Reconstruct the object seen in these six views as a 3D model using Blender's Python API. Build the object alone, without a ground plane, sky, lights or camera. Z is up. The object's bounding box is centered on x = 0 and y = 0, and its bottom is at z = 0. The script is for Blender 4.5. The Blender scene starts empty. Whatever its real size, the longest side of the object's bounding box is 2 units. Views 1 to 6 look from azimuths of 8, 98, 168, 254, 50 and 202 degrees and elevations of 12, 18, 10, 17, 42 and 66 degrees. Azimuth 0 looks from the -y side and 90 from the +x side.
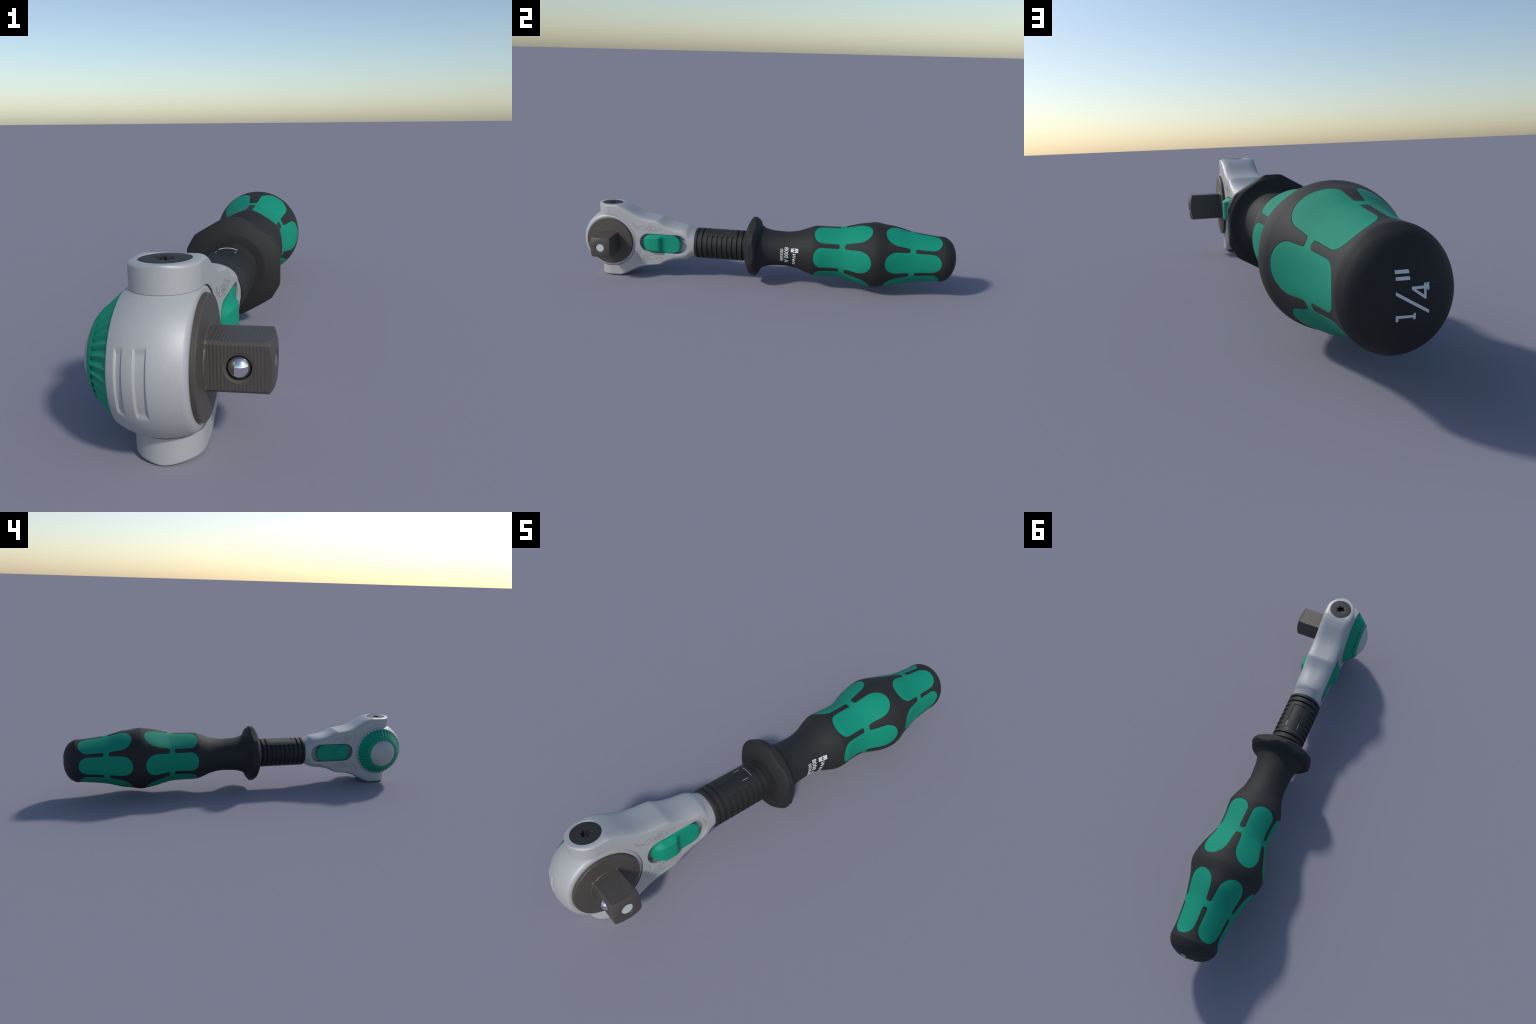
"""Pivoting-head socket ratchet with a bulging two-colour grip, built procedurally.
Long axis runs along y (head at -y, grip end at +y); the axis lies at x = CX, z = CZ."""
import bpy, bmesh, math
import numpy as np
from mathutils import Vector

CX, CZ = -0.0231, 0.2          # long axis
HY = -0.8397                   # y of the head centre
pi = math.pi

# ------------------------------------------------------------------ materials
def material(name, base, rough, metal=0.0, bump=0.0, bump_scale=300.0, mottling=0.0,
             mottle_scale=40.0, spec=0.5, coat=0.0):
    m = bpy.data.materials.new(name)
    m.use_nodes = True
    nt = m.node_tree
    b = nt.nodes["Principled BSDF"]
    b.inputs["Base Color"].default_value = (*base, 1)
    b.inputs["Roughness"].default_value = rough
    b.inputs["Metallic"].default_value = metal
    b.inputs["Specular IOR Level"].default_value = spec
    b.inputs["Coat Weight"].default_value = coat
    tc = nt.nodes.new("ShaderNodeTexCoord")
    if mottling > 0:
        n = nt.nodes.new("ShaderNodeTexNoise")
        n.inputs["Scale"].default_value = mottle_scale
        n.inputs["Detail"].default_value = 6
        nt.links.new(tc.outputs["Object"], n.inputs["Vector"])
        r = nt.nodes.new("ShaderNodeValToRGB")
        r.color_ramp.elements[0].position = 0.3
        r.color_ramp.elements[1].position = 0.7
        r.color_ramp.elements[0].color = (*[c * (1 - mottling) for c in base], 1)
        r.color_ramp.elements[1].color = (*[min(1, c * (1 + mottling)) for c in base], 1)
        nt.links.new(n.outputs["Fac"], r.inputs["Fac"])
        nt.links.new(r.outputs["Color"], b.inputs["Base Color"])
    if bump > 0:
        n2 = nt.nodes.new("ShaderNodeTexNoise")
        n2.inputs["Scale"].default_value = bump_scale
        n2.inputs["Detail"].default_value = 3
        nt.links.new(tc.outputs["Object"], n2.inputs["Vector"])
        bp = nt.nodes.new("ShaderNodeBump")
        bp.inputs["Strength"].default_value = bump
        bp.inputs["Distance"].default_value = 0.0012
        nt.links.new(n2.outputs["Fac"], bp.inputs["Height"])
        nt.links.new(bp.outputs["Normal"], b.inputs["Normal"])
    return m

M_SILVER = material("satin_chrome", (0.425, 0.43, 0.435), 0.52, 0.18, 0.10, 420, 0.025, 160, spec=0.5)
M_CAP = material("satin_cap", (0.425, 0.43, 0.435), 0.52, 0.18, 0.06, 420, 0.02, 160)
M_BLACK = material("black_grip_plastic", (0.0172, 0.0173, 0.0175), 0.72, 0, 0.03, 500, 0.04, 120, spec=0.42)
M_SLEEVE = material("black_sleeve_plastic", (0.0165, 0.0166, 0.0168), 0.62, 0, 0.03, 500, 0.04, 120, spec=0.42)
M_GREEN = material("green_soft_grip", (0.002, 0.265, 0.165), 0.75, 0, 0.03, 500, 0.03, 90, spec=0.28)
M_GREENHARD = material("green_hard_plastic", (0.002, 0.270, 0.165), 0.6, 0, 0.0, 500, 0.02, 90, spec=0.28)
M_STEEL = material("burnished_steel", (0.085, 0.075, 0.067), 0.48, 0.25, 0.08, 350, 0.05, 140, spec=0.5)
M_SCREW = material("blackened_screw", (0.022, 0.0215, 0.021), 0.6, 0.0, 0.02, 350, 0.04, 140)
M_MIRROR = material("polished_steel_ball", (0.86, 0.87, 0.88), 0.06, 1.0)
M_PIN = material("pin_steel", (0.62, 0.63, 0.64), 0.38, 0.2)
M_PRINT = material("white_print", (0.86, 0.87, 0.88), 0.5)
M_GREYPRINT = material("grey_print", (0.66, 0.68, 0.70), 0.5)
M_ENGRAVE = material("engraved_line", (0.08, 0.075, 0.07), 0.6)

# ------------------------------------------------------------------ object helpers
ROOT = bpy.data.objects.new("ratchet_wrench", None)
bpy.context.scene.collection.objects.link(ROOT)
ROOT.location = (CX, 0, 0)
ROOT["label"] = "Silver pivot-head socket ratchet with black and green grip"
ROOT["category"] = "hand tool"

def add(mesh, name, mat, parent=None, angle=30.0, smooth=True, normals=False):
    o = bpy.data.objects.new(name, mesh)
    bpy.context.scene.collection.objects.link(o)
    if mat is not None:
        mesh.materials.clear()
        mesh.materials.append(mat)
    if smooth and not normals:
        mesh.polygons.foreach_set("use_smooth", [True] * len(mesh.polygons))
        if angle < 180:
            mesh.set_sharp_from_angle(angle=math.radians(angle))
    par = parent or ROOT
    o.parent = par
    # every object keeps its own origin at the world origin
    o.matrix_parent_inverse.identity()
    off = Vector((-CX, 0, 0)) if par == ROOT else Vector((0, 0, 0))
    o.location = off
    return o

def mesh_from(verts, faces, name="m"):
    me = bpy.data.meshes.new(name)
    me.from_pydata([tuple(map(float, v)) for v in verts], [], [tuple(map(int, f)) for f in faces])
    me.validate()
    bm = bmesh.new()
    bm.from_mesh(me)
    bmesh.ops.remove_doubles(bm, verts=bm.verts, dist=1e-6)
    bmesh.ops.recalc_face_normals(bm, faces=bm.faces)
    bm.to_mesh(me)
    bm.free()
    return me

def grid_mesh(rings, cap_start=True, cap_end=True, closed=True):
    """rings: array (n, m, 3); each ring is closed (if closed)."""
    rings = np.asarray(rings)
    n, m = rings.shape[:2]
    verts = rings.reshape(-1, 3).tolist()
    faces = []
    mm = m if closed else m - 1
    for i in range(n - 1):
        for j in range(mm):
            k = (j + 1) % m
            faces.append((i * m + j, i * m + k, (i + 1) * m + k, (i + 1) * m + j))
    if cap_start:
        faces.append(tuple(range(m))[::-1])
    if cap_end:
        faces.append(tuple(range((n - 1) * m, n * m)))
    return mesh_from(verts, faces)

def revolve_x(profile, n=192, radial=None):
    """profile: (x, R) pairs about the x-parallel axis through the head centre."""
    ph = np.arange(n) * 2 * pi / n
    rings = []
    for i, (x, r) in enumerate(profile):
        rr = np.full(n, r) if radial is None else radial(i, x, r, ph)
        rings.append(np.stack([np.full(n, x), HY + rr * np.cos(ph), CZ + rr * np.sin(ph)], 1))
    return grid_mesh(rings)

def evaluated(o):
    dg = bpy.context.evaluated_depsgraph_get()
    dg.update()
    return bpy.data.meshes.new_from_object(o.evaluated_get(dg))

def boolean_cut(mesh, cutters):
    """mesh minus every cutter mesh, exact solver."""
    o = bpy.data.objects.new("tmp", mesh)
    bpy.context.scene.collection.objects.link(o)
    tmp = [o]
    for c in cutters:
        co = bpy.data.objects.new("cut", c)
        bpy.context.scene.collection.objects.link(co)
        tmp.append(co)
        md = o.modifiers.new("b", "BOOLEAN")
        md.operation = "DIFFERENCE"
        md.solver = "EXACT"
        md.object = co
    out = evaluated(o)
    for t in tmp:
        bpy.data.objects.remove(t)
    return out

def pchip(x, y, xq):
    x = np.asarray(x, float); y = np.asarray(y, float); xq = np.asarray(xq, float)
    h = np.diff(x); d = np.diff(y) / h; m = np.zeros_like(y)
    for i in range(1, len(x) - 1):
        if d[i - 1] * d[i] > 0:
            w1 = 2 * h[i] + h[i - 1]; w2 = h[i] + 2 * h[i - 1]
            m[i] = (w1 + w2) / (w1 / d[i - 1] + w2 / d[i])
    m[0] = d[0]; m[-1] = d[-1]
    k = np.clip(np.searchsorted(x, xq) - 1, 0, len(x) - 2)
    t = (xq - x[k]) / h[k]
    return ((2 * t**3 - 3 * t**2 + 1) * y[k] + (t**3 - 2 * t**2 + t) * h[k] * m[k]
            + (-2 * t**3 + 3 * t**2) * y[k + 1] + (t**3 - t**2) * h[k] * m[k + 1])

def smin(a, b, k):
    h = np.clip(0.5 + 0.5 * (b - a) / k, 0, 1)
    return b * (1 - h) + a * h - k * h * (1 - h)

def smoothstep(a, b, x):
    t = np.clip((x - a) / (b - a), 0, 1)
    return t * t * (3 - 2 * t)

# ------------------------------------------------------------------ grip
# y, half width in x, half height in z, strength of the six flats
GRIP = np.array([
    (-.03, .118, .118, 0), (-.012, .1145, .1145, 0),
    (.00, .1065, .1065, 0), (.02, .0998, .0998, 0), (.04, .0955, .0955, 0), (.08, .0922, .0922, 0),
    (.115, .0912, .0912, 0), (.15, .094, .094, 0), (.19, .1025, .1025, 0), (.22, .114, .114, 0),
    (.25, .1248, .125, 0), (.275, .1300, .1325, .004), (.30, .129, .1335, .010), (.34, .1235, .1335, .016),
    (.38, .121, .134, .018), (.42, .1235, .137, .018), (.46, .1355, .1462, .021), (.51, .1550, .159, .013),
    (.55, .166, .166, .002), (.585, .1703, .1703, 0), (.61, .1665, .1675, .001), (.635, .1570, .1630, .005),
    (.68, .1410, .1572, .013), (.72, .130, .1470, .021), (.76, .1208, .1360, .020), (.81, .1138, .1275, .018),
    (.86, .1098, .1222, .013), (.90, .1082, .1182, .006), (.93, .1082, .1178, .002), (.955, .1, .107, 0),
    (.975, .083, .0885, 0), (.99, .0560, .06, 0), (.998, .027, .029, 0), (1.0, .0004, .0004, 0)])

def grip_radius(th, y):
    a = pchip(GRIP[:, 0], GRIP[:, 1], y)
    b = pchip(GRIP[:, 0], GRIP[:, 2], y)
    h = pchip(GRIP[:, 0], GRIP[:, 3], y)
    e = a * b / np.sqrt((b * np.cos(th))**2 + (a * np.sin(th))**2)
    return e * (1 - h * np.cos(6 * th))

def grip_point(th, y, lift=0.0):
    r = grip_radius(th, y) + lift
    return np.stack([CX + r * np.cos(th), y + 0 * r, CZ + r * np.sin(th)], -1)

def grip_normal(th, y):
    e1, e2 = 1e-3, 5e-4
    y0 = np.clip(y - e2, -.029, 1); y1 = np.clip(y + e2, -.029, 1)
    dt = grip_point(th + e1, y) - grip_point(th - e1, y)
    dy = grip_point(th, y1) - grip_point(th, y0)
    n = np.cross(dy, dt)
    ln = np.linalg.norm(n, axis=-1, keepdims=True)
    n = n / np.maximum(ln, 1e-12)
    rad = np.stack([np.cos(th), 0 * th, np.sin(th)], -1)
    s = np.sign((n * rad).sum(-1, keepdims=True)); s[s == 0] = 1
    n = n * s
    pole = (y > 0.9992)[:, None]
    return np.where(pole, np.array([[0, 1.0, 0]]), n)

# two bands of six finger pads; (front end, its length, rear end, its length, bridge y, twist)
ZONES = [(.2735, .045, .5685, .070, .4200, 0.0, [(.27, 25.0), (.43, 24.5), (.47, 23), (.57, 21.5)]),
         (.6365, .065, .9190, .050, .7740, 1.5, [(.63, 22.5), (.70, 23.5), (.76, 25.2), (.92, 25.8)])]

def pad_field(th, y, zone):
    """signed field, negative on the green pad ring of one zone (roughly metres)."""
    f0, l0, f1, l1, yb, tw, tab = zone
    def raw(th, y):
        d = np.degrees(th) - tw
        d = np.abs((d + 30) % 60 - 30)
        A = np.interp(y, [t[0] for t in tab], [t[1] for t in tab])
        s = np.maximum((f0 + l0 - y) / l0, (y - (f1 - l1)) / l1)
        s = np.maximum(s, 0)
        return np.power(d / A, 2.1) + np.power(s, 2.0) - 1
    e = 2e-4
    r = np.maximum(grip_radius(th, np.clip(y, -.03, 1)), .02)
    g = raw(th, y)
    gt = (raw(th + e / r, y) - raw(th - e / r, y)) / (2 * e)
    gy = (raw(th, y + e) - raw(th, y - e)) / (2 * e)
    f = g / np.maximum(np.hypot(gt, gy), 18.0)
    bridge = np.abs(y - yb) - 0.0140
    return smin(f, bridge, 0.009)

def build_grip():
    nt = 264
    ys = np.concatenate([np.linspace(-.028, .26, 50), np.linspace(.262, .93, 250),
                         1 - .07 * (1 - np.linspace(0, 1, 26)[1:])**2])
    ys = np.unique(np.round(ys, 6))
    ys[-1] = 0.99999
    ths = (np.arange(nt + 1)) * 2 * pi / nt
    TH, Y = np.meshgrid(ths, ys)
    P = np.stack([TH.ravel(), Y.ravel()], 1)
    n, m = Y.shape
    idx = np.arange(n * m).reshape(n, m)
    a, b, c, d = idx[:-1, :-1].ravel(), idx[:-1, 1:].ravel(), idx[1:, 1:].ravel(), idx[1:, :-1].ravel()
    T = np.concatenate([np.stack([a, b, c], 1), np.stack([a, c, d], 1)])
    W = 0.0008

    def field(P):
        return np.minimum(pad_field(P[:, 0], P[:, 1], ZONES[0]), pad_field(P[:, 0], P[:, 1], ZONES[1]))
    # cut the parameter grid along the pad outline and along both rims of the thin seam
    for lev in (-W, 0.0, W):
        F = field(P) - lev
        F[np.abs(F) < 2e-5] = 0.0
        ft = F[T]
        mixed = (ft.max(1) > 0) & (ft.min(1) < 0)
        keep = [T[~mixed]]
        newp = []; cache = {}; out = []
        base = len(P)
        def cutv(i, j):
            key = (min(i, j), max(i, j))
            if key not in cache:
                t = F[i] / (F[i] - F[j])
                newp.append(P[i] + t * (P[j] - P[i]))
                cache[key] = base + len(newp) - 1
            return cache[key]
        for tri in T[mixed]:
            poly_p, poly_n = [], []
            for q in range(3):
                i, j = int(tri[q]), int(tri[(q + 1) % 3])
                if F[i] >= 0: poly_p.append(i)
                if F[i] <= 0: poly_n.append(i)
                if F[i] * F[j] < 0:
                    v = cutv(i, j); poly_p.append(v); poly_n.append(v)
            for poly in (poly_p, poly_n):
                for q in range(1, len(poly) - 1):
                    out.append((poly[0], poly[q], poly[q + 1]))
        P = np.concatenate([P, np.array(newp)]) if newp else P
        T = np.concatenate(keep + [np.array(out)]) if out else keep[0]
    F = field(P)
    fc = F[T].mean(1)
    yc = P[T][:, :, 1].mean(1)
    lift = -0.0011 * np.clip(1 - np.abs(F) / (W * 0.98), 0, 1)
    XYZ = grip_point(P[:, 0], P[:, 1], lift)
    N = grip_normal(P[:, 0], P[:, 1])
    band = np.abs(fc) < W * 0.97
    parts = [("grip_body", fc > 0, M_BLACK), ("grip_pad", (fc <= 0) & (yc < .6), M_GREEN),
             ("grip_pad", (fc <= 0) & (yc >= .6), M_GREEN)]
    for name, sel, mat in parts:
        t = T[sel]; bnd = band[sel]
        # drop slivers
        used, inv = np.unique(t, return_inverse=True)
        t2 = inv.reshape(-1, 3)
        V = XYZ[used]; NN = N[used]
        fn = np.cross(V[t2[:, 1]] - V[t2[:, 0]], V[t2[:, 2]] - V[t2[:, 0]])
        flip = (fn * NN[t2].sum(1)).sum(1) < 0
        t2[flip] = t2[flip][:, ::-1]
        fn[flip] *= -1
        area = np.linalg.norm(fn, axis=1)
        ok = area > 1e-11
        t2 = t2[ok]; fn = fn[ok] / area[ok][:, None]; bnd = bnd[ok]
        me = bpy.data.meshes.new(name)
        me.from_pydata(V.tolist(), [], t2.tolist())
        me.polygons.foreach_set("use_smooth", [True] * len(t2))
        ln = NN[t2].copy()
        ln[bnd] = fn[bnd][:, None, :]
        me.normals_split_custom_set(ln.reshape(-1, 3).tolist())
        add(me, name, mat, normals=True)

build_grip()

# hexagonal anti-roll guard: a turned collar cut by a hexagonal prism with trimmed corners
def build_guard():
    cone = [(-.0900, .0790), (-.0898, .1040), (-.0870, .1150), (-.0775, .1370), (-.0630, .1600),
            (-.0575, .1700), (-.0460, .1700), (-.0405, .1580), (-.0275, .1435), (-.0185, .1230), (-.0110, .1140),
            (-.0040, .1085)]
    cx = [c[0] for c in cone]; cr = [c[1] for c in cone]
    ys = np.unique(np.concatenate([[-.0900, -.0899], np.linspace(-.0898, -.0040, 80)]))
    th = np.arange(288) * 2 * pi / 288
    d = np.abs((np.degrees(th)) % 60)
    d = np.minimum(d, 60 - d)                       # distance from the nearest flat
    flat = .1508 / np.cos(np.radians(d))
    corner = .1592 / np.cos(np.radians(30 - d))
    prism = smin(flat, corner, .004)
    rings = []
    for y in ys:
        r = smin(np.full_like(th, pchip(cx, cr, np.array([y]))[0]), prism, .006)
        rings.append(np.stack([CX + r * np.cos(th), np.full_like(th, y), CZ + r * np.sin(th)], 1))
    add(grid_mesh(rings), "guard", M_BLACK, angle=60)

build_guard()

# ------------------------------------------------------------------ slide sleeve behind the fork
def build_sleeve():
    r0 = .0820
    y0, y1 = -.3700, -.0900
    rings_y = [(-.3555, -.3455), (-.3280, -.3175), (-.1390, -.1290), (-.1110, -.1010)]
    slots = [(-.2995 + .0267 * k, -.2995 + .0267 * k + .0120) for k in range(6)]
    panel = (-.3005, -.1575)
    e = .0006
    ys = [y0, y0 + .0015, y0 + .004, y1]
    for a, b in rings_y: ys += [a, a + .0022, b - .0022, b]
    for a, b in slots: ys += [a - e, a + e, b - e, b + e]
    ys += [panel[0] - e, panel[0] + e, panel[1] - e, panel[1] + e]
    ys = np.unique(np.round(ys, 5))
    tl = list(np.arange(0, 360, 3.0))
    for c in (0, 180):
        for s in (-45.5, 45.5): tl += [c + s - .5, c + s + .5]
    for c in (90, 270):
        for s in (-23, 23): tl += [c + s - .5, c + s + .5]
    tl = np.unique(np.round(np.array(tl) % 360, 3))
    th = np.radians(tl)
    dside = np.minimum(np.abs((tl + 90) % 180 - 90), 180 - np.abs((tl + 90) % 180 - 90))
    dtop = np.abs(tl % 180 - 90)
    rings = []
    for y in ys:
        r = r0 - .0006 * smoothstep(-.34, -.37, y)
        if y < y0 + .0039: r -= .003 * (1 - (y - y0) / .004)
        for a, b in rings_y:
            if a + .002 < y < b - .002: r -= .0062
        rr = np.full_like(th, r)
        for a, b in slots:
            if a < y < b:
                rr = np.where(dside < 45.5, rr - .0052, rr)
        if panel[0] < y < panel[1]:
            rr = np.where(dtop < 23, rr - .0026, rr)
        rings.append(np.stack([CX + rr * np.cos(th), np.full_like(th, y), CZ + rr * np.sin(th)], 1))
    sleeve = add(grid_mesh(rings), "sleeve", M_SLEEVE, angle=28)
    # thin bright lines along the edges of the recessed label panel, modelled as strips
    def strip(ya, yb, ta, tb, k, rr=.0803):
        tt = np.radians(np.linspace(ta, tb, k))
        yy = (ya, yb)
        top = [[(CX + rr * math.cos(t), y, CZ + rr * math.sin(t)) for y in yy] for t in tt]
        bot = [[(CX + (rr - .004) * math.cos(t), y, CZ + (rr - .004) * math.sin(t)) for y in yy] for t in tt]
        rings = [[a[0], a[1], b[1], b[0]] for a, b in zip(top, bot)]
        return add(grid_mesh(np.array(rings)), "bright_edge_line", M_PIN, parent=sleeve)
    for c in (90, 270):
        strip(-.1580, -.1577, c - 22.5, c + 20, 20, .0816)
        strip(-.2020, -.1750, c - 22.4, c - 21.3, 3, .0799)
        strip(-.2020, -.1750, c + 21.3, c + 22.4, 3, .0799)

build_sleeve()

# ------------------------------------------------------------------ fork
FW = .0725                                         # half thickness
FORK_H = np.array([(-.920, .2), (-.800, .2), (-.775, .1950), (-.745, .1833), (-.715, .1673), (-.680, .1500),
                   (-.645, .1394), (-.610, .1335), (-.585, .1305), (-.570, .1288), (-.558, .1243), (-.545, .1178),
                   (-.515, .1062), (-.485, .1004), (-.455, .0974), (-.432, .0948), (-.415, .0920), (-.392, .0812),
                   (-.368, .0715), (-.340, .0680)])
FORK_CX = np.array([(-.920, .022), (-.790, .022), (-.740, .036), (-.600, .040), (-.560, .050), (-.480, .058),
                    (-.430, .066), (-.395, FW), (-.340, FW)])
FORK_CZ = np.array([(-.920, .008), (-.790, .010), (-.740, .020), (-.650, .015), (-.580, .014), (-.545, .020),
                    (-.515, .024), (-.475, .034), (-.432, .040), (-.412, .047), (-.395, .060), (-.368, .0665),
                    (-.340, .066)])

def build_fork():
    t = np.linspace(0, 1, 40)
    ys = np.concatenate([HY - FW * np.cos(t * pi / 2) + 0.00002, np.linspace(HY, -.345, 150)[1:]])
    nc = 14
    rings = []
    for y in ys:
        H = pchip(FORK_H[:, 0], FORK_H[:, 1], np.array([y]))[0]
        w = FW if y >= HY else math.sqrt(max(FW**2 - (y - HY)**2, 1e-10))
        cx = min(np.interp(y, FORK_CX[:, 0], FORK_CX[:, 1]), FW) * w / FW
        cz = min(np.interp(y, FORK_CZ[:, 0], FORK_CZ[:, 1]), H)
        pts = []
        for (sx, sz, q0) in ((1, 1, 0), (-1, 1, 1), (-1, -1, 2), (1, -1, 3)):
            for k in range(nc + 1):
                a = (q0 + k / nc) * pi / 2
                pts.append((CX + sx * (w - cx) + cx * math.cos(a), y, CZ + sz * (H - cz) + cz * math.sin(a)))
        rings.append(pts)
    body = grid_mesh(np.array(rings))
    cutters = []
    # spherical seat of the swivelling head
    prof = [(CX - .1612 * math.cos(a), max(.1612 * math.sin(a), 1e-4)) for a in np.linspace(0, pi, 96)]
    cutters.append(revolve_x(prof, 192))
    # slot on either side, with a small chamfer
    for s in (1, -1):
        rings = []
        for off, grow in ((.040, 0), (.0712, 0), (.0726, .0016), (.080, .0085)):
            L, hh = .1320 + grow, .0520 + grow
            cy = -.5400
            pts = []
            for k in range(33):
                a = -pi / 2 + pi * k / 32
                pts.append((CX + s * off, cy + (L - hh) + hh * math.cos(a), CZ + hh * math.sin(a)))
            for k in range(33):
                a = pi / 2 + pi * k / 32
                pts.append((CX + s * off, cy - (L - hh) + hh * math.cos(a), CZ + hh * math.sin(a)))
            rings.append(pts)
        cutters.append(grid_mesh(np.array(rings)))
    # screw seats, top and bottom
    for s in (1, -1):
        rings = []
        for dz, r in ((.180, .0533), (.1990, .0533), (.2030, .0573)):
            a = np.arange(96) * 2 * pi / 96
            rings.append(np.stack([CX + r * np.cos(a), HY + r * np.sin(a), np.full(96, CZ + s * dz)], 1))
        cutters.append(grid_mesh(rings))
    me = boolean_cut(body, cutters)
    return add(me, "fork", M_SILVER, angle=32)

FORK = build_fork()

# ------------------------------------------------------------------ green direction slide in each slot
SLIDE_X = np.array([(-.6535, .0600), (-.6500, .0690), (-.6440, .0770), (-.6340, .0860), (-.6200, .0945),
                    (-.6050, .0985), (-.5750, .0995), (-.5630, .0980), (-.5540, .0925), (-.5460, .0840),
                    (-.5380, .0785), (-.5280, .0758), (-.5100, .0750), (-.4600, .0745), (-.4500, .0730), (-.4430, .0690)])

def build_slide(s):
    y0, y1, hh = -.6535, -.4430, .0498
    cyl = (y0 + hh, y1 - hh)
    t = np.linspace(0, 1, 90)
    ys = y0 + (y1 - y0) * (0.5 - 0.5 * np.cos(t * pi))
    v = np.linspace(-1, 1, 41)
    v = np.sign(v) * (1 - (1 - np.abs(v))**1.6)
    rings = []
    for y in ys:
        d = max(cyl[0] - y, y - cyl[1], 0)
        hz = math.sqrt(max(hh**2 - d * d, 1e-8))
        X = pchip(SLIDE_X[:, 0], SLIDE_X[:, 1], np.array([y]))[0]
        hump = max(X - .0755, 0)
        top = []
        for q in v:
            z = q * hz
            edge = (1 - abs(q)) * hz
            rnd = .004
            drop = 0 if edge > rnd else (rnd - math.sqrt(max(rnd**2 - (rnd - edge)**2, 0))) 
            slope = hump * max(0.0, 1 - edge / .015)      # thumb ridge falls away to both long edges
            top.append((CX + s * (X - drop - slope), y, CZ + z))
        bot = [(CX + s * min(.0600, X - .006), y, CZ + v[-1] * hz), (CX + s * min(.0600, X - .006), y, CZ + v[0] * hz)]
        rings.append(top + bot)
    slide = add(grid_mesh(np.array(rings)), "direction_slide", M_GREENHARD, angle=40)
    # stem that carries the plate down to the floor of the slot
    stem = [[(CX + s * off, y, CZ + z) for y, z in ((-.605, -.028), (-.495, -.028), (-.495, .028), (-.605, .028))]
            for off in (.0390, .0610)]
    add(grid_mesh(np.array(stem)), "slide_stem", M_GREENHARD, parent=slide)

build_slide(1)
build_slide(-1)

# ------------------------------------------------------------------ swivelling head
SR = .1600
def build_head():
    prof = [(-.0700, .1180), (-.0785, .1180), (-.0793, .1386)]
    prof += [(u, math.sqrt(SR**2 - u * u)) for u in np.linspace(-.0790, .0610, 120)]
    # rounded lip towards the drive plate
    r_end = math.sqrt(SR**2 - .061**2)
    for k in range(1, 9):
        a = k / 8 * pi / 2
        prof.append((.0610 + .0105 * math.sin(a), r_end - .0042 * math.sin(a) - .0100 * (1 - math.cos(a))))
    prof += [(.0715, .1290), (.0712, .1277), (.0660, .1275), (.0655, .10)]
    grooves = [(-.0620, -.0445), (-.0240, .0015)]        # two finger scoops on the nose
    def radial(i, x, r, ph):
        u = x - CX
        m = np.zeros_like(ph)
        ang = np.degrees(ph) - 180
        ang = (ang + 180) % 360 - 180
        for a, b in grooves:
            mu = smoothstep(a, a + .0045, np.array(u)) * (1 - smoothstep(b - .0030, b, np.array(u)))
            mp = 1 - smoothstep(20.5, 26.5, np.abs(ang))
            m = np.maximum(m, mu * mp)
        return r - .0048 * m
    me = revolve_x([(CX + u, r) for u, r in prof], 480, radial)
    return add(me, "head_housing", M_SILVER, angle=35)

HEAD = build_head()

# knurled turning knob on the back
def build_knob():
    nt = 36 * 6
    prof = [(-.0990, .1150, 0), (-.1005, .1320, 0), (-.1015, .1398, 1)]
    for k in range(1, 13):
        f = k / 12
        prof.append((-.1015 - .0475 * f, .1398 - .0428 * f, 1))
    prof += [(-.1492, .0968, 0), (-.1510, .0948, 0), (-.1610, .0835, 0), (-.1617, .0820, 0), (-.1612, .0800, 0),
             (-.1560, .0795, 0), (-.1560, .0300, 0)]
    def radial(i, x, r, ph):
        tooth = prof[i][2]
        tri = np.abs(((np.degrees(ph) + 178) / 10.0) % 1.0 - 0.5) * 2      # 1 at the tip
        tri = 1 - tri
        f = np.clip((-.1015 - x) / .0475, 0, 1)
        return r - tooth * (.0082 - .0008 * f) * tri
    me = revolve_x([(p[0], p[1]) for p in prof], nt, radial)
    return add(me, "knurled_knob", M_GREENHARD, angle=24)

KNOB = build_knob()

def build_cap():
    Rc, x0, xa = .0792, -.1600, -.1900
    sag = x0 - xa
    rho = (Rc * Rc + sag * sag) / (2 * sag)
    prof = [(-.1500, .0780), (-.1595, .0790), (-.1605, .0786)]
    for r in np.concatenate([np.linspace(.0775, .0235, 45), np.linspace(.0230, .0190, 12), np.linspace(.0180, .0005, 14)]):
        x = xa + rho - math.sqrt(rho * rho - r * r)
        # faint turned dimple
        dim = .0022 * (1 - smoothstep(.0203, .0222, np.array(r))) * (.55 + .45 * smoothstep(.012, .019, np.array(r)))
        prof.append((x + float(dim), r))
    add(revolve_x(prof, 128), "knob_cap", M_CAP, angle=40)

build_cap()

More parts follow.
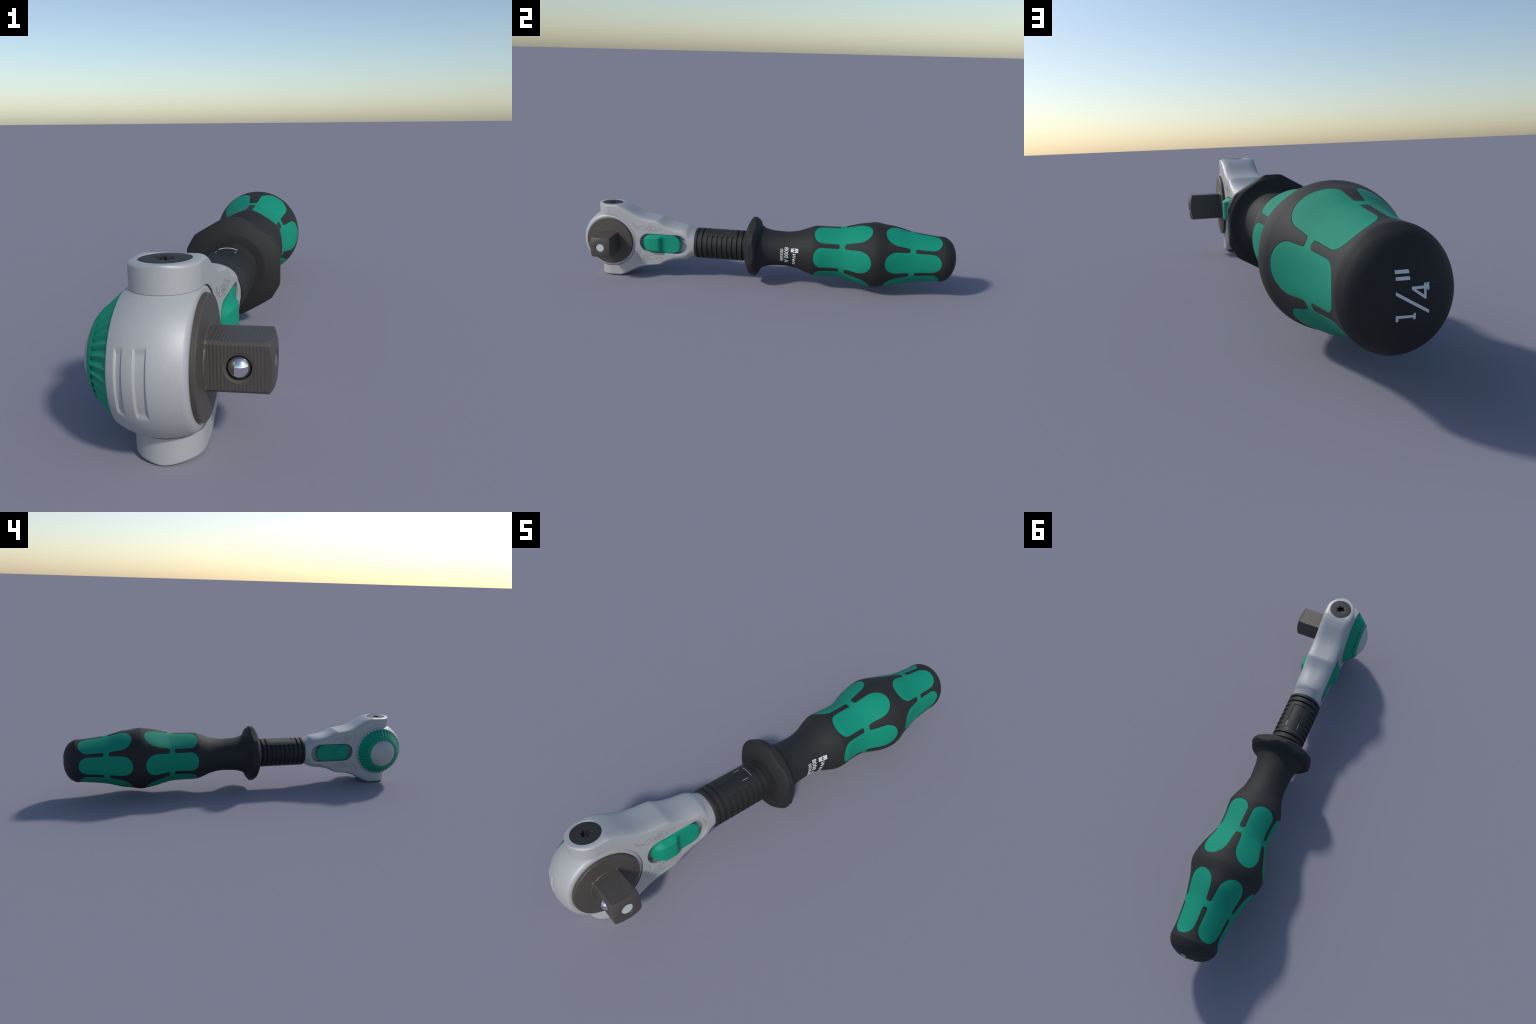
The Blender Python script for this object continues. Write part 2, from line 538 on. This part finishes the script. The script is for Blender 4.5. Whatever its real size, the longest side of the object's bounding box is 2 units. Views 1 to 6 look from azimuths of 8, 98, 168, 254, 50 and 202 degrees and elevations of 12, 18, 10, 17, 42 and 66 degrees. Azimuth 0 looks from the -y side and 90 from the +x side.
# drive plate, square drive, detent ball, release pin
def build_drive():
    prof = [(.0330, .1200), (.0400, .1270), (.0575, .1270), (.0592, .1252), (.0596, .1230),
            (.0596, .0680), (.0600, .0660), (.0625, .0645), (.0625, .0300)]
    plate = add(revolve_x(prof, 192), "drive_plate", M_STEEL, angle=28)
    n = 480
    ph = np.arange(n) * 2 * pi / n + pi / n
    xs = np.concatenate([[.0600], np.linspace(.0620, .1790, 260), np.linspace(.1795, .1932, 30)])
    tipx = [.170, .1800, .1840, .1880, .1912, .1932]
    tipr = [.090, .0760, .0695, .0600, .0505, .0430]
    first, period, ribs = .0650, .0070, 16
    rings = []
    for x in xs:
        g = 0.0
        q = (x - first) / period
        if 0 <= q < ribs:
            f = q - math.floor(q)
            g = .0005 * math.exp(-((f - .5) / .17)**2)
        root = .0030 * max(0, 1 - (x - .0596) / .0050)**2
        h = .0525 - g + root
        c, s = np.abs(np.cos(ph)), np.abs(np.sin(ph))
        sq = h / np.maximum(c, s)
        ch = (.0699 + root) / ((c + s) / math.sqrt(2))
        r = smin(sq, ch, .0012)
        tip = np.interp(x, tipx, tipr)
        r = smin(r, np.full_like(r, tip), .0015)
        rings.append(np.stack([np.full(n, x), HY + r * np.cos(ph), CZ + r * np.sin(ph)], 1))
    body = grid_mesh(rings)
    # pockets for the ball (front face) and for the release pin (end face)
    cut = []
    a = np.arange(96) * 2 * pi / 96
    yf = HY - .0525
    rr = []
    for y, r in ((HY - .010, .0250), (yf + .0030, .0250), (yf + .0026, .0268), (yf + .0008, .0312), (yf - .004, .0322)):
        rr.append(np.stack([.1262 + r * np.cos(a), np.full(96, y), CZ + r * np.sin(a)], 1))
    cut.append(grid_mesh(rr))
    rr = []
    for x, r in ((.1800, .0228), (.1920, .0228), (.1960, .0268)):
        rr.append(np.stack([np.full(96, x), HY + r * np.cos(a), CZ + r * np.sin(a)], 1))
    cut.append(grid_mesh(rr))
    me = boolean_cut(body, cut)
    sqo = add(me, "square_drive", M_STEEL, angle=25)
    bm = bmesh.new()
    bmesh.ops.create_uvsphere(bm, u_segments=48, v_segments=32, radius=.0243)
    bmesh.ops.translate(bm, verts=bm.verts, vec=(.1262, yf + .0135, CZ))
    ball = bpy.data.meshes.new("ball")
    bm.to_mesh(ball); bm.free()
    add(ball, "detent_ball", M_MIRROR, angle=180)
    prof = [(.1790, .0200), (.1890, .0216), (.1900, .0206)] + [(.1900, r) for r in (.015, .008, .0005)]
    add(revolve_x(prof, 96), "release_pin", M_PIN, angle=30)

build_drive()

# screws with a six-lobe recess
def build_screw(s):
    n = 180
    a = np.arange(n) * 2 * pi / n
    star = .0172 + .0032 * np.cos(6 * a)
    rings = []
    def ring(r, dz):
        rr = r if isinstance(r, np.ndarray) else np.full(n, r)
        rings.append(np.stack([CX + rr * np.cos(a), HY + rr * np.sin(a), np.full(n, CZ + s * dz)], 1))
    ring(.0520, .1805); ring(.0526, .1972); ring(.0518, .1980); ring(.0500, .1983)
    ring(.0300, .1986); ring(star + .0030, .1986); ring(star, .1978); ring(star * .97, .1840); ring(star * .2, .1835)
    me = grid_mesh(rings)
    add(me, "pivot_screw", M_SCREW, angle=35)

build_screw(1)
build_screw(-1)

# ------------------------------------------------------------------ symbols on the fork sides
def arc(cy, cz, r, a0=0, a1=360, k=16):
    return [(cy + r * math.cos(math.radians(a0 + (a1 - a0) * i / k)),
             cz + r * math.sin(math.radians(a0 + (a1 - a0) * i / k))) for i in range(k + 1)]

def ratchet_symbol(cy, cz, k=1.0):
    """small outline of a ratchet head: fork arms round a swivel with its square stub."""
    o = [[(cy - .0255 * k, cz + .0075 * k), (cy - .015 * k, cz + .0075 * k), (cy - .014 * k, cz + .0150 * k)]
         + arc(cy, cz, .0200 * k, 125, 60, 8) + [(cy + .0125 * k, cz + .0110 * k)],
         [(cy + .0310 * k, cz + .0110 * k)] + arc(cy, cz, .0110 * k, 90, 270, 12) + [(cy + .0330 * k, cz - .0110 * k)],
         [(cy - .0255 * k, cz + .0075 * k), (cy - .0255 * k, cz - .0085 * k), (cy - .015 * k, cz - .0085 * k),
          (cy - .014 * k, cz - .0150 * k)] + arc(cy, cz, .0200 * k, 235, 300, 8) + [(cy + .0125 * k, cz - .0110 * k)],
         arc(cy, cz, .0055 * k), arc(cy - .0205 * k, cz, .0021 * k, k=8)]
    return o

def closed(p): return p + [p[0]]

def build_symbols():
    strokes = []
    # bent arrow, socket, ratchet head and push arrow
    strokes.append(closed([(-.709, .308), (-.698, .300), (-.6985, .2965), (-.691, .2900), (-.678, .2855), (-.677, .2800),
                           (-.687, .2805), (-.697, .2855), (-.704, .2935), (-.707, .2925)]))
    strokes.append(closed([(-.6725, .2895), (-.655, .2940), (-.634, .2930), (-.635, .2690), (-.655, .2700), (-.667, .2735),
                           (-.6735, .2745)]))
    strokes.append(arc(-.646, .2815, .0026, k=10))
    strokes += ratchet_symbol(-.6065, .2805, .93)
    strokes.append(closed([(-.5865, .2790), (-.570, .2870), (-.570, .2825), (-.547, .2815), (-.547, .2755), (-.569, .2770),
                           (-.572, .2715)]))
    # two-way arc arrow, ratchet head and pull arrow
    strokes.append(closed([(-.6690, .1580), (-.6725, .1355), (-.6765, .1365), (-.6800, .1310), (-.6808, .1210), (-.6785, .1050),
                           (-.6745, .1020), (-.6700, .0790), (-.6885, .0945), (-.6855, .0965), (-.6890, .1110), (-.6900, .1250),
                           (-.6870, .1430), (-.6895, .1450)]))
    strokes += ratchet_symbol(-.6275, .1180, 1.10)
    strokes.append(closed([(-.5845, .1155), (-.5845, .1215), (-.557, .1205), (-.555, .1260), (-.534, .1180), (-.554, .1060),
                           (-.556, .1145)]))
    for side in (1, -1):
        cu = bpy.data.curves.new("symbol", "CURVE")
        cu.dimensions = "3D"
        cu.bevel_depth = .00085
        cu.bevel_resolution = 1
        for st in strokes:
            sp = cu.splines.new("POLY")
            sp.points.add(len(st) - 1)
            for p, (y, z) in zip(sp.points, st):
                zz = CZ + side * (z - CZ)
                p.co = (CX + side * (FW - .0005), y, zz, 1)
        o = bpy.data.objects.new("c", cu)
        bpy.context.scene.collection.objects.link(o)
        me = evaluated(o)
        bpy.data.objects.remove(o)
        add(me, "engraved_symbol", M_ENGRAVE, parent=FORK, angle=60)

build_symbols()

# ------------------------------------------------------------------ printing
def polygons_mesh(polys, cuts=3):
    """flat polygons (list of outlines, each simple) -> subdivided two-layer mesh in (s, t, layer)."""
    bm = bmesh.new()
    for p in polys:
        bm.faces.new([bm.verts.new((q[0], q[1], 0)) for q in p])
    bmesh.ops.triangulate(bm, faces=bm.faces)
    for _ in range(cuts):
        long = [e for e in bm.edges if e.calc_length() > .006]
        if not long: break
        bmesh.ops.subdivide_edges(bm, edges=long, cuts=1)
        bmesh.ops.triangulate(bm, faces=bm.faces)
    r = bmesh.ops.extrude_face_region(bm, geom=bm.faces[:])
    for v in r["geom"]:
        if isinstance(v, bmesh.types.BMVert):
            v.co.z = 1
    bmesh.ops.recalc_face_normals(bm, faces=bm.faces)
    me = bpy.data.meshes.new("poly")
    bm.to_mesh(me); bm.free()
    return me

def text_mesh(body, size, shear=0.0, bold=0.0, spacing=1.0):
    cu = bpy.data.curves.new("t", "FONT")
    cu.body = body; cu.size = size; cu.shear = shear; cu.offset = bold
    cu.space_character = spacing
    cu.resolution_u = 4
    cu.fill_mode = "FRONT"
    o = bpy.data.objects.new("t", cu)
    bpy.context.scene.collection.objects.link(o)
    me = evaluated(o)
    bpy.data.objects.remove(o)
    bm = bmesh.new()
    bm.from_mesh(me)
    bmesh.ops.remove_doubles(bm, verts=bm.verts, dist=1e-6)
    r = bmesh.ops.extrude_face_region(bm, geom=bm.faces[:])
    for v in r["geom"]:
        if isinstance(v, bmesh.types.BMVert):
            v.co.z = 1
    bm.to_mesh(me); bm.free()
    return me

def fit(me, s0, s1, t0, t1):
    co = np.array([v.co for v in me.vertices])
    lo, hi = co.min(0), co.max(0)
    for v in me.vertices:
        v.co.x = s0 + (v.co.x - lo[0]) / (hi[0] - lo[0]) * (s1 - s0)
        v.co.y = t0 + (v.co.y - lo[1]) / (hi[1] - lo[1]) * (t1 - t0)
    return me

def wrap_on_grip(me):
    """s = degrees round the grip (clockwise as read), t = y; layer 1 = outer skin."""
    co = np.array([v.co for v in me.vertices])
    th = np.radians(-co[:, 0])
    P = grip_point(th, co[:, 1], np.where(co[:, 2] > .5, .0005, -.0012))
    for v, p in zip(me.vertices, P):
        v.co = p
    bm = bmesh.new(); bm.from_mesh(me)
    bmesh.ops.recalc_face_normals(bm, faces=bm.faces)
    bm.to_mesh(me); bm.free()
    return me

def build_print():
    # maker's mark: two sets of three bent bars, then three lines of lettering
    bars = []
    for side in (0, 1):
        for k in range(3):
            s = -18.4 + 4.1 * k
            w = 2.9
            bend = (k - 1) * -1.4
            if side == 0:
                y = [.1545, .1655, .1725]
                bars.append([(s, y[0]), (s + w, y[0]), (s + w, y[1]), (s + w - bend, y[2]), (s - bend, y[2]), (s, y[1])])
            else:
                y = [.1762, .1832, .1942]
                bars.append([(s - bend, y[0]), (s + w - bend, y[0]), (s + w, y[1]), (s + w, y[2]), (s, y[2]), (s, y[1])])
    for b in bars:
        me = polygons_mesh([[(q[0], q[1]) for q in b]], cuts=0)
        add(wrap_on_grip(me), "maker_mark", M_PRINT, smooth=False)
    lines = [("Wera", -4.0, 37.5, .1640, .1830, .15, .003),
             ("8000 A", -21.5, 33.0, .1210, .1420, 0, .0),
             ("003500", -15.5, 27.5, .0985, .1150, 0, .0)]
    for body, s0, s1, t0, t1, shear, bold in lines:
        me = text_mesh(body, 1.0, shear, bold)
        fit(me, s0, s1, t0, t1)
        add(wrap_on_grip(me), "lettering", M_PRINT, smooth=False)

build_print()

# size marking on the domed end, read with the tool lying on its side
def build_end_mark():
    r_tab = GRIP[-6:, 1][::-1]; y_tab = GRIP[-6:, 0][::-1]
    one = [(.0240, -.0279), (.0240, -.0383), (.0198, -.0383), (.0198, -.0327), (-.0056, -.0327), (-.0056, -.0359),
           (-.0098, -.0359), (-.0098, -.0251), (-.0058, -.0251), (-.0058, -.0283)]
    slash = [(.0244, .0124), (.0244, .0063), (-.0342, -.0287), (-.0342, -.0229)]
    four_a = [(-.0027, .0190), (-.0027, .0142), (-.0255, -.0028), (-.0286, -.0028), (-.0286, .0047), (-.0235, .0047), (-.0092, .0142)]
    four_b = [(-.0027, .0190), (-.0092, .0142), (-.0243, .0142), (-.0243, .0190)]
    four_c = [(-.0243, .0047), (-.0286, .0047), (-.0286, .0232), (-.0243, .0232)]
    four_d = [(-.0286, .0140), (-.0300, .0140), (-.0300, .0112), (-.0340, .0112), (-.0340, .0236), (-.0300, .0236), (-.0300, .0205), (-.0286, .0205)]
    q1 = [(.0242, .0469), (.0238, .0411), (.0003, .0412), (.0008, .0463), (.0022, .0474)]
    q2 = [(.0236, .0359), (.0232, .0304), (-.0006, .0305), (0.0, .0353), (.0015, .0364)]
    ys = np.linspace(.93, .99995, 1500)
    for glyph in ([one], [slash], [four_a, four_b, four_c, four_d], [q1], [q2]):
        me = polygons_mesh(glyph, cuts=4)
        co = np.array([v.co for v in me.vertices])
        for v, (dx, dz, lay) in zip(me.vertices, co):
            r, th = math.hypot(dx, dz), math.atan2(dz, dx)
            rs = grip_radius(np.full_like(ys, th), ys)
            y = float(np.interp(r, rs[::-1], ys[::-1]))
            v.co = (CX + dx, min(y, 1.0) + (.0004 if lay > .5 else -.0015), CZ + dz)
        bm = bmesh.new(); bm.from_mesh(me)
        bmesh.ops.recalc_face_normals(bm, faces=bm.faces)
        bm.to_mesh(me); bm.free()
        add(me, "size_mark", M_GREYPRINT, smooth=False)

build_end_mark()
bpy.context.view_layer.update()
